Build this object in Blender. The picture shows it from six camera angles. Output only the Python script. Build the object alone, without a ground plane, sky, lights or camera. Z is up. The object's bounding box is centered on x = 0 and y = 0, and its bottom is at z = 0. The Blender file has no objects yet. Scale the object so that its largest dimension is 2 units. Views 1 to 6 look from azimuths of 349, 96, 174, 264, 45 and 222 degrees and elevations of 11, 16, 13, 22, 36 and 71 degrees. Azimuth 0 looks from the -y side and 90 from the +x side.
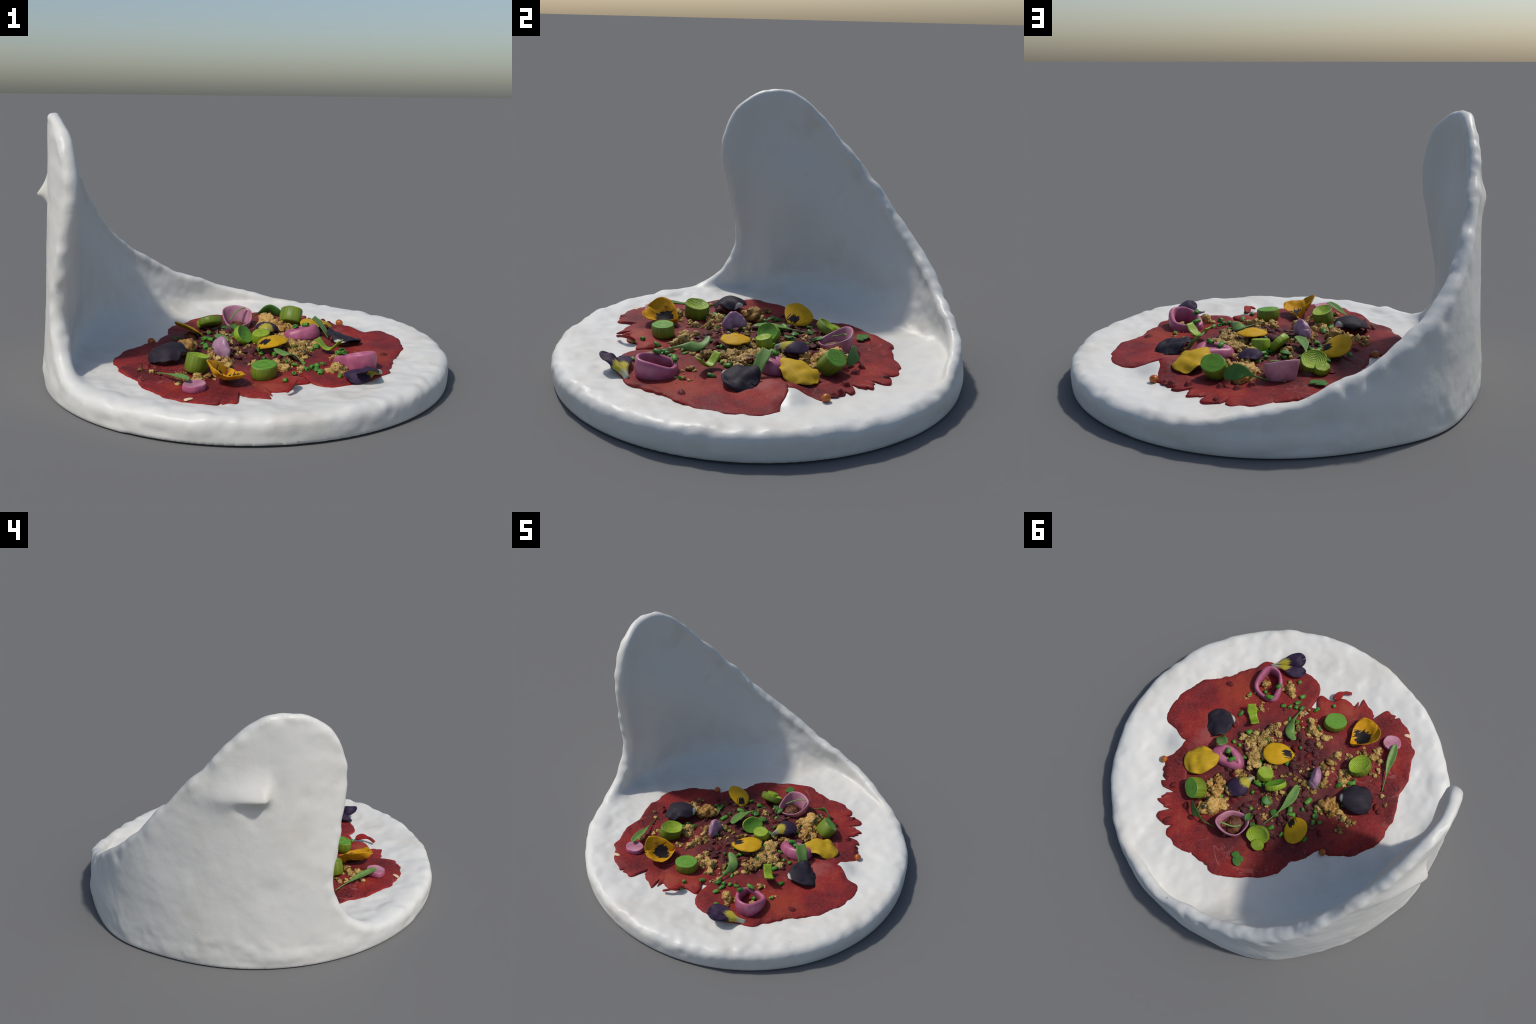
# A dish of thin-sliced raw beef with leek, shallot, petals, cress and crumbs,
# served on a hand-formed round white plate whose rim rises into a tall fin.
import bpy, math, random
import numpy as np
from mathutils import Vector, Matrix

random.seed(7)
RNG = np.random.default_rng(7)
COL = bpy.context.scene.collection

# ------------------------------------------------------------------ helpers
def hash3(ix, iy, iz, seed):
    n = (ix * 73856093) ^ (iy * 19349663) ^ (iz * 83492791) ^ (seed * 2654435)
    n = (n ^ (n >> 13)) * 1274126177 & 0x7FFFFFFF
    n = (n ^ (n >> 16)) & 0xFFFF
    return n / 32767.5 - 1.0

def noise3(P, scale, seed=0):
    """smooth value noise in -1..1 at points P (n,3); scale = feature size"""
    Q = np.asarray(P, float) / scale + 100.0
    I = np.floor(Q).astype(np.int64)
    F = Q - I
    F = F * F * F * (F * (F * 6 - 15) + 10)
    out = 0
    for a in (0, 1):
        for b in (0, 1):
            for c in (0, 1):
                w = (F[:, 0] if a else 1 - F[:, 0]) * (F[:, 1] if b else 1 - F[:, 1]) * (F[:, 2] if c else 1 - F[:, 2])
                out = out + w * hash3(I[:, 0] + a, I[:, 1] + b, I[:, 2] + c, seed)
    return out

def smoothstep(a, b, x):
    t = np.clip((x - a) / (b - a), 0, 1)
    return t * t * (3 - 2 * t)

def make_mesh(name, V, F, mats, smooth=True, fmat=None):
    me = bpy.data.meshes.new(name)
    me.from_pydata([tuple(map(float, v)) for v in V], [], [tuple(int(i) for i in f) for f in F])
    for m in mats:
        me.materials.append(m)
    me.polygons.foreach_set("use_smooth", [smooth] * len(me.polygons))
    if fmat is not None:
        me.polygons.foreach_set("material_index", [int(i) for i in fmat])
    me.update()
    return me

def add(name, me, parent, M=None):
    o = bpy.data.objects.new(name, me)
    COL.objects.link(o)
    o.parent = parent
    if M is not None:
        o.matrix_local = M
    return o

def frame(origin, x_to, up):
    X = (Vector(x_to) - Vector(origin)).normalized()
    Z = Vector(up)
    Z = (Z - X * Z.dot(X)).normalized()
    Y = Z.cross(X)
    M = Matrix((X, Y, Z)).transposed().to_4x4()
    M.translation = Vector(origin)
    return M

# ------------------------------------------------------------------ materials
def material(name, rough=0.5, spec=0.4):
    m = bpy.data.materials.new(name)
    m.use_nodes = True
    nt = m.node_tree
    b = nt.nodes["Principled BSDF"]
    b.inputs["Roughness"].default_value = rough
    b.inputs["Specular IOR Level"].default_value = spec
    return m, nt, b

def lin(c):
    return tuple(((x / 255) / 12.92 if x / 255 <= 0.04045 else ((x / 255 + 0.055) / 1.055) ** 2.4) for x in c) + (1.0,)

def N(nt, kind, **kw):
    n = nt.nodes.new(kind)
    for k, v in kw.items():
        if k.startswith("i_"):
            key = k[2:].replace("_", " ")
            n.inputs[key].default_value = v
        else:
            setattr(n, k, v)
    return n

def ramp(nt, fac, stops):
    r = nt.nodes.new("ShaderNodeValToRGB")
    e = r.color_ramp.elements
    while len(e) < len(stops):
        e.new(0.5)
    for el, (p, c) in zip(e, stops):
        el.position = p
        el.color = c
    nt.links.new(fac, r.inputs[0])
    return r.outputs[0]

def mix(nt, fac, a, b):
    n = nt.nodes.new("ShaderNodeMix")
    n.data_type = "RGBA"
    for sock, v in ((n.inputs[0], fac), (n.inputs[6], a), (n.inputs[7], b)):
        if isinstance(v, (tuple, float, int)):
            sock.default_value = v
        else:
            nt.links.new(v, sock)
    return n.outputs[2]

def math_(nt, op, a, b=0.0, c=0.0, clamp=False):
    n = nt.nodes.new("ShaderNodeMath")
    n.operation = op
    n.use_clamp = clamp
    for s, v in zip(n.inputs, (a, b, c)):
        if isinstance(v, (float, int)):
            s.default_value = v
        else:
            nt.links.new(v, s)
    return n.outputs[0]

def coord(nt, which="Object", scale=(1, 1, 1), loc=(0, 0, 0)):
    t = nt.nodes.new("ShaderNodeTexCoord")
    m = nt.nodes.new("ShaderNodeMapping")
    m.inputs["Scale"].default_value = scale
    m.inputs["Location"].default_value = loc
    nt.links.new(t.outputs[which], m.inputs[0])
    return m.outputs[0]

def noise(nt, vec, scale, detail=3.0, rough=0.55, dist=0.0):
    n = N(nt, "ShaderNodeTexNoise", i_Scale=scale, i_Detail=detail, i_Roughness=rough, i_Distortion=dist)
    nt.links.new(vec, n.inputs["Vector"])
    return n.outputs["Fac"]

def bump(nt, b, height, strength, dist):
    n = N(nt, "ShaderNodeBump", i_Strength=strength, i_Distance=dist)
    nt.links.new(height, n.inputs["Height"])
    nt.links.new(n.outputs[0], b.inputs["Normal"])

def setcol(nt, b, c):
    if isinstance(c, tuple):
        b.inputs["Base Color"].default_value = c
    else:
        nt.links.new(c, b.inputs["Base Color"])

def ceramic():
    m, nt, b = material("white_glazed_ceramic", 0.42, 0.35)
    v = coord(nt)
    big = noise(nt, v, 3.5, 3)
    c = ramp(nt, big, [(0.3, lin((208, 207, 201))), (0.55, lin((212, 210, 203))), (0.75, lin((203, 199, 189)))])
    # faint tan staining where the glaze runs thin, in small blotches
    st = noise(nt, v, 9.0, 4, 0.6)
    stm = ramp(nt, st, [(0.62, (0, 0, 0, 1)), (0.80, (1, 1, 1, 1))])
    c = mix(nt, math_(nt, "MULTIPLY", stm, 0.28), c, lin((190, 178, 150)))
    # tiny dark specks of iron in the clay
    vo = N(nt, "ShaderNodeTexVoronoi", i_Scale=11.0, i_Randomness=1.0)
    nt.links.new(v, vo.inputs["Vector"])
    sp = ramp(nt, vo.outputs["Distance"], [(0.012, (1, 1, 1, 1)), (0.04, (0, 0, 0, 1))])
    gate = ramp(nt, noise(nt, v, 2.2, 1), [(0.52, (0, 0, 0, 1)), (0.56, (1, 1, 1, 1))])
    spk = math_(nt, "MULTIPLY", math_(nt, "MULTIPLY", sp, gate), 0.7)
    c = mix(nt, spk, c, lin((92, 80, 62)))
    setcol(nt, b, c)
    bump(nt, b, noise(nt, v, 28, 3), 0.12, 0.01)
    return m

def beef():
    m, nt, b = material("raw_beef", 0.62, 0.16)
    v = coord(nt)
    base = ramp(nt, noise(nt, v, 5.5, 4, 0.6), [(0.30, lin((76, 23, 27))), (0.44, lin((108, 31, 33))), (0.58, lin((130, 34, 32))), (0.74, lin((146, 58, 44)))])
    grain = noise(nt, coord(nt, scale=(60, 160, 60)), 1.0, 3, 0.7)
    base = mix(nt, math_(nt, "MULTIPLY", ramp(nt, grain, [(0.45, (0, 0, 0, 1)), (0.75, (1, 1, 1, 1))]), 0.3), base, lin((172, 92, 88)))
    # pale veins of fat
    wv = N(nt, "ShaderNodeTexNoise", i_Scale=4.2, i_Detail=3.0, i_Distortion=1.6)
    nt.links.new(v, wv.inputs["Vector"])
    vein = math_(nt, "ABSOLUTE", math_(nt, "SUBTRACT", wv.outputs["Fac"], 0.5))
    vm = ramp(nt, vein, [(0.0, (1, 1, 1, 1)), (0.022, (0, 0, 0, 1))])
    gate = ramp(nt, noise(nt, coord(nt, loc=(3, 1, 0)), 5.0, 2), [(0.5, (0, 0, 0, 1)), (0.62, (1, 1, 1, 1))])
    base = mix(nt, math_(nt, "MULTIPLY", math_(nt, "MULTIPLY", vm, gate), 0.38), base, lin((192, 120, 112)))
    # orange-tinged patch on the upper left lobe, paler marbling beside the notch
    for spot, rad, col, amt in (((0.58, -0.27, 0.11), 0.17, (150, 62, 40), 0.55), ((0.50, 0.08, 0.12), 0.10, (168, 96, 90), 0.45), ((-0.10, -0.34, 0.11), 0.11, (158, 66, 58), 0.45), ((-0.02, -0.60, 0.11), 0.08, (156, 74, 56), 0.5)):
        ds = N(nt, "ShaderNodeVectorMath", operation="DISTANCE")
        ds.inputs[1].default_value = spot
        nt.links.new(v, ds.inputs[0])
        dn = math_(nt, "ADD", ds.outputs["Value"], math_(nt, "MULTIPLY", math_(nt, "SUBTRACT", noise(nt, v, 18, 4, 0.65), 0.5), rad * 1.6))
        sm_ = ramp(nt, dn, [(rad * 0.25, (1, 1, 1, 1)), (rad, (0, 0, 0, 1))])
        base = mix(nt, math_(nt, "MULTIPLY", sm_, amt), base, lin(col))
    # the middle of the dish is stained purple-brown by the dressing
    d = N(nt, "ShaderNodeVectorMath", operation="DISTANCE")
    d.inputs[1].default_value = (0.02, 0.04, 0.12)
    nt.links.new(v, d.inputs[0])
    dd = math_(nt, "ADD", d.outputs["Value"], math_(nt, "MULTIPLY", math_(nt, "SUBTRACT", noise(nt, v, 7, 3), 0.5), 0.42))
    dark = ramp(nt, dd, [(0.28, (1, 1, 1, 1)), (0.54, (0, 0, 0, 1))])
    dirt = ramp(nt, noise(nt, v, 22, 4, 0.65), [(0.35, lin((62, 32, 36))), (0.6, lin((88, 44, 46))), (0.78, lin((104, 66, 44)))])
    base = mix(nt, math_(nt, "MULTIPLY", dark, 0.85), base, dirt)
    setcol(nt, b, base)
    bump(nt, b, grain, 0.25, 0.004)
    return m

def beef_edge():
    m, nt, b = material("beef_rim", 0.6, 0.16)
    v = coord(nt)
    setcol(nt, b, ramp(nt, noise(nt, v, 12, 3), [(0.3, lin((104, 28, 26))), (0.55, lin((142, 32, 32))), (0.75, lin((128, 66, 50)))]))
    return m

def leek_cut():
    m, nt, b = material("leek_cut_face", 0.5, 0.3)
    v = coord(nt, "Generated", (1, 1, 0), (-0.5, -0.5, 0))
    w = N(nt, "ShaderNodeTexWave", wave_type="RINGS", rings_direction="SPHERICAL", i_Scale=6.5, i_Distortion=3.5, i_Detail=2.0)
    w.inputs["Detail Scale"].default_value = 2.5
    nt.links.new(v, w.inputs["Vector"])
    c = ramp(nt, w.outputs["Fac"], [(0.1, lin((72, 118, 34))), (0.5, lin((92, 142, 40))), (0.9, lin((108, 156, 54)))])
    setcol(nt, b, c)
    bump(nt, b, w.outputs["Fac"], 0.25, 0.003)
    return m

def leek_cut_pale():
    m, nt, b = material("leek_cut_face_yellow", 0.5, 0.3)
    v = coord(nt, "Generated", (1, 1, 0), (-0.5, -0.5, 0))
    w = N(nt, "ShaderNodeTexWave", wave_type="RINGS", rings_direction="SPHERICAL", i_Scale=5.0, i_Distortion=5.0, i_Detail=2.0)
    nt.links.new(v, w.inputs["Vector"])
    setcol(nt, b, ramp(nt, w.outputs["Fac"], [(0.1, lin((116, 142, 32))), (0.6, lin((138, 164, 40))), (1.0, lin((158, 178, 60)))]))
    bump(nt, b, w.outputs["Fac"], 0.4, 0.004)
    return m

def leek_skin(name, c1, c2):
    m, nt, b = material(name, 0.45, 0.35)
    n = noise(nt, coord(nt, scale=(90, 90, 5)), 1.0, 2)
    setcol(nt, b, ramp(nt, n, [(0.3, lin(c1)), (0.7, lin(c2))]))
    bump(nt, b, n, 0.3, 0.003)
    return m

def shallot(name, c1, c2, c3, scale=16):
    m, nt, b = material(name, 0.4, 0.4)
    n = noise(nt, coord(nt), scale, 3)
    setcol(nt, b, ramp(nt, n, [(0.3, lin(c1)), (0.5, lin(c2)), (0.72, lin(c3))]))
    b.inputs["Subsurface Weight"].default_value = 0.08
    b.inputs["Subsurface Radius"].default_value = (0.02, 0.01, 0.01)
    return m

def petal_mat(name, body, body2, blotch=None, eye=None, centre=0.2, size=0.15, tip=None, tip_to=(0.04, 0.085)):
    """petal colour along its length (Generated x: 0 at the claw, 1 at the lip)"""
    m, nt, b = material(name, 0.6, 0.15)
    g = coord(nt, "Generated")
    sep = N(nt, "ShaderNodeSeparateXYZ")
    nt.links.new(g, sep.inputs[0])
    x, y = sep.outputs[0], sep.outputs[1]
    vein = noise(nt, coord(nt, "Generated", (3, 26, 1)), 1.0, 2)
    c = ramp(nt, vein, [(0.3, lin(body)), (0.7, lin(body2))])
    patch = ramp(nt, noise(nt, coord(nt), 14, 2), [(0.62, (0, 0, 0, 1)), (0.78, (1, 1, 1, 1))])
    c = mix(nt, math_(nt, "MULTIPLY", patch, 0.25), c, tuple(k * 0.5 for k in lin(body))[:3] + (1.0,))
    streak = math_(nt, "MULTIPLY", math_(nt, "SUBTRACT", noise(nt, coord(nt, "Generated", (4, 18, 0)), 1.0, 2), 0.5), 0.40)
    dy = math_(nt, "MULTIPLY", math_(nt, "SUBTRACT", y, 0.5), 0.9)
    dx = math_(nt, "SUBTRACT", x, centre)
    d = math_(nt, "SQRT", math_(nt, "ADD", math_(nt, "MULTIPLY", dx, dx), math_(nt, "MULTIPLY", dy, dy)))
    d = math_(nt, "ADD", d, streak)
    if eye:
        em = ramp(nt, d, [(size + 0.05, (1, 1, 1, 1)), (size + 0.15, (0, 0, 0, 1))])
        c = mix(nt, em, c, lin(eye))
    if blotch:
        bm = ramp(nt, d, [(size - 0.012, (1, 1, 1, 1)), (size + 0.012, (0, 0, 0, 1))])
        c = mix(nt, bm, c, lin(blotch))
    if tip:
        tm = ramp(nt, x, [(tip_to[0], (1, 1, 1, 1)), (tip_to[1], (0, 0, 0, 1))])
        c = mix(nt, tm, c, lin(tip))
    setcol(nt, b, c)
    bump(nt, b, vein, 0.2, 0.003)
    tr = N(nt, "ShaderNodeBsdfTranslucent")
    if not isinstance(c, tuple):
        nt.links.new(c, tr.inputs[0])
    ms = N(nt, "ShaderNodeMixShader")
    ms.inputs[0].default_value = 0.12
    nt.links.new(b.outputs[0], ms.inputs[1])
    nt.links.new(tr.outputs[0], ms.inputs[2])
    nt.links.new(ms.outputs[0], nt.nodes["Material Output"].inputs[0])
    return m

def leaf_mat(name, c1, c2):
    m, nt, b = material(name, 0.5, 0.3)
    n = noise(nt, coord(nt, "Generated", (3, 14, 1)), 1.0, 2)
    setcol(nt, b, ramp(nt, n, [(0.3, lin(c1)), (0.7, lin(c2))]))
    return m

def plain_varied(name, stops, scale, rough=0.6, spec=0.25, bumps=0.4, detail=4):
    m, nt, b = material(name, rough, spec)
    oi = N(nt, "ShaderNodeObjectInfo")
    n = noise(nt, coord(nt), scale, detail, 0.6)
    f = math_(nt, "ADD", n, math_(nt, "MULTIPLY", math_(nt, "SUBTRACT", oi.outputs["Random"], 0.5), 0.22))
    setcol(nt, b, ramp(nt, f, [(p, lin(c)) for p, c in stops]))
    bump(nt, b, n, bumps, 0.02)
    return m

MAT = {
    "ceramic": ceramic(), "beef": beef(), "beef_edge": beef_edge(),
    "cut": leek_cut(), "cut_pale": leek_cut_pale(),
    "skin": leek_skin("leek_skin", (88, 108, 26), (116, 134, 38)),
    "skin_light": leek_skin("leek_skin_light", (114, 142, 30), (142, 166, 44)),
    "pink": shallot("pickled_shallot", (146, 72, 100), (168, 88, 118), (182, 110, 136)),
    "pink_pale": shallot("pickled_shallot_pale", (156, 96, 114), (180, 122, 142), (192, 142, 158)),
    "lilac": shallot("pickled_shallot_lilac", (128, 88, 112), (164, 122, 148), (182, 148, 170), 1.2),
    "yellow": petal_mat("yellow_petal", (194, 148, 22), (210, 164, 30), blotch=(34, 30, 34), centre=0.22, size=0.155),
    "yellow_cup": petal_mat("orange_yellow_petal", (196, 136, 18), (210, 156, 28), blotch=(38, 34, 36), centre=0.42, size=0.24),
    "yellow_back": petal_mat("yellow_petal_back", (184, 148, 34), (202, 164, 40)),
    "black": petal_mat("dark_petal", (42, 38, 46), (52, 46, 56), tip=(190, 190, 180)),
    "violet": petal_mat("violet_petal", (50, 38, 58), (62, 46, 72), eye=(176, 164, 60), centre=0.26, size=0.20, tip=(176, 178, 158), tip_to=(0.14, 0.30)),
    "cress": leaf_mat("cress_leaf", (88, 122, 58), (108, 140, 70)),
    "cress_dark": leaf_mat("cress_leaf_dark", (52, 96, 34), (72, 116, 44)),
    "chive": plain_varied("chive_green", [(0.25, (40, 92, 30)), (0.5, (66, 124, 40)), (0.75, (104, 158, 52))], 1.0, 0.45, 0.35, 0.15, 2),
    "crumb": plain_varied("toasted_crumb", [(0.32, (58, 46, 30)), (0.42, (136, 104, 52)), (0.54, (184, 150, 84)), (0.72, (208, 180, 120))], 2.4),
    "nut": plain_varied("toasted_nut", [(0.25, (92, 62, 32)), (0.40, (152, 112, 54)), (0.58, (190, 152, 86)), (0.75, (208, 178, 118))], 2.0),
    "seaweed": plain_varied("black_herb_fleck", [(0.3, (34, 36, 36)), (0.7, (66, 72, 66))], 2.0),
    "caper": plain_varied("dark_red_berry", [(0.3, (84, 28, 30)), (0.55, (102, 32, 32)), (0.8, (120, 42, 38))], 1.6, 0.6, 0.18, 0.1, 2),
    "bead": plain_varied("orange_mustard_seed", [(0.3, (150, 76, 22)), (0.6, (186, 106, 30))], 1.5, 0.35, 0.45, 0.05, 2),
    "scrap": plain_varied("stained_scrap", [(0.3, (58, 28, 32)), (0.55, (84, 40, 42)), (0.75, (104, 60, 44))], 1.8, 0.6, 0.2, 0.3),
    "fat": plain_varied("pale_fat", [(0.3, (206, 176, 140)), (0.7, (224, 204, 170))], 1.5, 0.5, 0.3, 0.1, 2),
    "brown": plain_varied("caramel_crust", [(0.3, (66, 36, 30)), (0.55, (108, 66, 40)), (0.8, (150, 104, 50))], 3.0, 0.5, 0.3, 0.3),
}

# ------------------------------------------------------------------ plate
HUMP = (0.570, 0.205)

def floor_z(x, y):
    x, y = np.asarray(x, float), np.asarray(y, float)
    r = np.hypot(x, y)
    th = np.arctan2(y, x)
    lip = 0.018 + 0.009 * np.cos(th + 0.1)
    z = 0.102 + lip * smoothstep(0.70, 0.93, r)
    dx, dy = x - HUMP[0], y - HUMP[1]
    along, across = dx * 0.94 + dy * 0.34, -dx * 0.34 + dy * 0.94
    z = z + 0.042 * np.exp(-(along ** 2 / 0.0090 + across ** 2 / 0.0042))
    return z

# Fin: its outline on the unrolled wall (angle in degrees, height in metres)
FIN = [(233, -0.05), (226, 0.095), (217, 0.108), (209, 0.128), (203, 0.180), (198.8, 0.26), (196.2, 0.34), (195.5, 0.43),
       (197.0, 0.56), (199.2, 0.71), (201.3, 0.86), (201.7, 0.96), (199.5, 1.08), (195.9, 1.17), (191, 1.23),
       (186, 1.262), (180.5, 1.272), (175, 1.252), (169, 1.19), (160.5, 1.06), (152, 0.922), (143, 0.774), (134, 0.620),
       (127, 0.535), (120, 0.456), (106, 0.328), (91, 0.238), (76, 0.172), (62, 0.124), (50, 0.09), (43, -0.05)]
NUB = (math.radians(175.2), 0.895)

def catmull(pts, n=6):
    pts = [np.array(p, float) for p in pts]
    out = []
    for i in range(len(pts) - 1):
        p0, p1, p2, p3 = pts[max(i - 1, 0)], pts[i], pts[i + 1], pts[min(i + 2, len(pts) - 1)]
        for t in np.linspace(0, 1, n, endpoint=False):
            out.append(0.5 * (2 * p1 + (p2 - p0) * t + (2 * p0 - 5 * p1 + 4 * p2 - p3) * t * t + (3 * p1 - p0 - 3 * p2 + p3) * t ** 3))
    out.append(pts[-1])
    return np.array(out)

def fin_table():
    """signed distance to the fin outline on an (arc length, height) lattice"""
    poly = catmull(FIN, 5)
    poly = np.column_stack([np.radians(poly[:, 0]) * 0.93, poly[:, 1]])
    sa = np.linspace(0.0, 2 * math.pi * 0.93, 420)
    za = np.linspace(-0.06, 1.40, 150)
    S, Z = np.meshgrid(sa, za, indexing="ij")
    best = np.full(S.shape, 9.0)
    inside = np.zeros(S.shape, bool)
    for i in range(len(poly)):
        a, b = poly[i], poly[(i + 1) % len(poly)]
        e = b - a
        t = np.clip(((S - a[0]) * e[0] + (Z - a[1]) * e[1]) / (e @ e), 0, 1)
        best = np.minimum(best, np.hypot(S - a[0] - t * e[0], Z - a[1] - t * e[1]))
        if a[1] != b[1]:
            cross = ((a[1] > Z) != (b[1] > Z)) & (S < a[0] + (Z - a[1]) * (b[0] - a[0]) / (b[1] - a[1]))
            inside ^= cross
    return sa, za, np.where(inside, -best, best)

SA, ZA, FT = fin_table()

def fin_dist(s, z):
    u = np.clip((s - SA[0]) / (SA[1] - SA[0]), 0, len(SA) - 1.001)
    w = np.clip((z - ZA[0]) / (ZA[1] - ZA[0]), 0, len(ZA) - 1.001)
    i, j = u.astype(int), w.astype(int)
    fu, fw = u - i, w - j
    return (FT[i, j] * (1 - fu) + FT[i + 1, j] * fu) * (1 - fw) + (FT[i, j + 1] * (1 - fu) + FT[i + 1, j + 1] * fu) * fw

def smax(a, b, k):
    h = np.clip(0.5 - 0.5 * (b - a) / k, 0, 1)
    return b * (1 - h) + a * h + k * h * (1 - h)

def smin(a, b, k):
    return -smax(-a, -b, k)

def outer_radius(z, th):
    """outside of the plate and fin: leans in with height, bellies out under the falling rim"""
    zs = [0.0, 0.05, 0.10, 0.16, 0.37, 0.60, 0.83, 1.10, 1.24, 1.4]
    rs = [0.982, 0.986, 0.987, 0.983, 0.969, 0.958, 0.948, 0.937, 0.930, 0.925]
    deg = np.degrees(th)
    r = np.interp(z, zs, rs)
    r = r + np.interp(z, [0, 0.1, 0.3, 0.45, 0.75, 1.1], [0.030, 0.030, 0.028, 0.029, 0.021, 0.0]) * np.exp(-((deg - np.interp(z, [0.05, 0.4], [126, 131])) / np.interp(z, [0.05, 0.4], [14, 20])) ** 2)
    r = r - 0.017 * np.exp(-((deg - 103) / 20) ** 2) * smoothstep(0.16, 0.30, z) - 0.010 * np.exp(-((deg - 76) / 9) ** 2) * smoothstep(0.06, 0.12, z)
    r = r - 0.026 * smoothstep(183, 199, deg) * smoothstep(0.45, 0.95, z)
    return r

def half_thickness(z, th):
    """the fin is thickest at half height and thins out to its tip and along the falling rim"""
    deg = np.degrees(th)
    h = np.where(th > math.pi, 1.272, rim_height(th))
    slope = np.exp(-((deg - 125) / 24) ** 2)
    full = 0.030 + 0.009 * slope + 0.037 * smoothstep(0.08, 0.34 + 0.30 * smoothstep(0.5, 1.2, h), h - z) + 0.006 * slope * smoothstep(0.05, 0.15, h - z)
    full = full + 0.007 * np.exp(-((deg - 174) / 8) ** 2) * smoothstep(0.2, 0.4, z) * smoothstep(1.0, 0.8, z)
    full = np.where(z > 1.0, np.minimum(full, np.interp(z, [1.0, 1.2, 1.3], [0.045, 0.030, 0.026])), full)
    edge = np.interp(z, [0.0, 0.3, 0.62, 0.85, 1.0, 1.2, 1.3], [0.042, 0.043, 0.044, 0.041, 0.035, 0.030, 0.026])
    return full + (edge - full) * smoothstep(181, 193, deg)

def rim_height(th):
    deg = np.degrees(th)
    hs = [p for p in FIN if p[0] < 181][::-1]
    return np.interp(deg, [p[0] for p in hs], [p[1] for p in hs])

def plate_field(P):
    x, y, z = P[:, 0], P[:, 1], P[:, 2]
    r = np.hypot(x, y)
    th = np.arctan2(y, x)
    thp = np.where(th < 0, th + 2 * math.pi, th)
    out = outer_radius(z, thp)
    # the round slab
    side = np.where(z < 0.16, out, outer_radius(0.16 + 0 * z, thp)) + 0.010 * np.clip(np.cos(th - 0.1), 0, 1) ** 2
    d1 = smax(r - side, z - floor_z(x, y), 0.055)
    d1 = smax(d1, -z, 0.015)
    # the upright fin, a curved sheet that leans in a little
    t = half_thickness(z, thp)
    mid = out - t
    w = np.abs(r - mid) - t
    d2 = fin_dist(thp * 0.93, z)
    rho = t * 0.92
    A, B = w + rho, d2 + rho
    dw = np.hypot(np.maximum(A, 0), np.maximum(B, 0)) + np.minimum(np.maximum(A, B), 0) - rho
    h = np.where(thp > math.pi, 1.2, rim_height(thp))
    k = 0.014 + (0.02 + 0.175 * smoothstep(0.22, 0.50, h)) * smoothstep(0.965, 0.86, r)
    k = k + (0.014 + 0.05 * smoothstep(0.965, 0.86, r) - k) * smoothstep(168, 196, np.degrees(thp))
    d = smin(d1, dw, k)
    return smax(d, -z, 0.012)

def surface_nets(field, lo, hi, h):
    n = [int(math.ceil((b - a) / h)) + 1 for a, b in zip(lo, hi)]
    ax = [lo[i] + h * np.arange(n[i]) for i in range(3)]
    vol = np.empty(n)
    for i in range(n[0]):
        Y, Z = np.meshgrid(ax[1], ax[2], indexing="ij")
        vol[i] = field(np.column_stack([np.full(Y.size, ax[0][i]), Y.ravel(), Z.ravel()])).reshape(Y.shape)
    neg = vol < 0
    c = neg[:-1, :-1, :-1].astype(np.int8)
    cnt = np.zeros_like(c)
    for a in (0, 1):
        for b in (0, 1):
            for g in (0, 1):
                cnt += neg[a:n[0] - 1 + a, b:n[1] - 1 + b, g:n[2] - 1 + g]
    act = (cnt > 0) & (cnt < 8)
    cells = np.argwhere(act)
    idx = np.full(act.shape, -1, np.int64)
    idx[act] = np.arange(len(cells))
    V = np.array(lo) + (cells + 0.5) * h
    F = []
    for axis in range(3):
        sl = [slice(None)] * 3
        s2 = [slice(None)] * 3
        sl[axis], s2[axis] = slice(0, -1), slice(1, None)
        diff = neg[tuple(sl)] != neg[tuple(s2)]
        o = [k for k in range(3) if k != axis]
        E = np.argwhere(diff)
        E = E[(E[:, o[0]] > 0) & (E[:, o[1]] > 0) & (E[:, o[0]] < n[o[0]] - 1) & (E[:, o[1]] < n[o[1]] - 1)]
        q = []
        for da, db in ((1, 1), (0, 1), (0, 0), (1, 0)):
            e = E.copy()
            e[:, o[0]] -= da
            e[:, o[1]] -= db
            q.append(idx[e[:, 0], e[:, 1], e[:, 2]])
        Q = np.stack(q, 1)
        inside_first = neg[E[:, 0], E[:, 1], E[:, 2]]
        flip = ~inside_first if axis != 1 else inside_first
        Q[flip] = Q[flip][:, ::-1]
        F.append(Q)
    return V, np.vstack(F)

def gradient(field, V, e=2e-3):
    G = np.empty_like(V)
    for k in range(3):
        d = np.zeros(3)
        d[k] = e
        G[:, k] = (field(V + d) - field(V - d)) / (2 * e)
    return G

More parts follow.
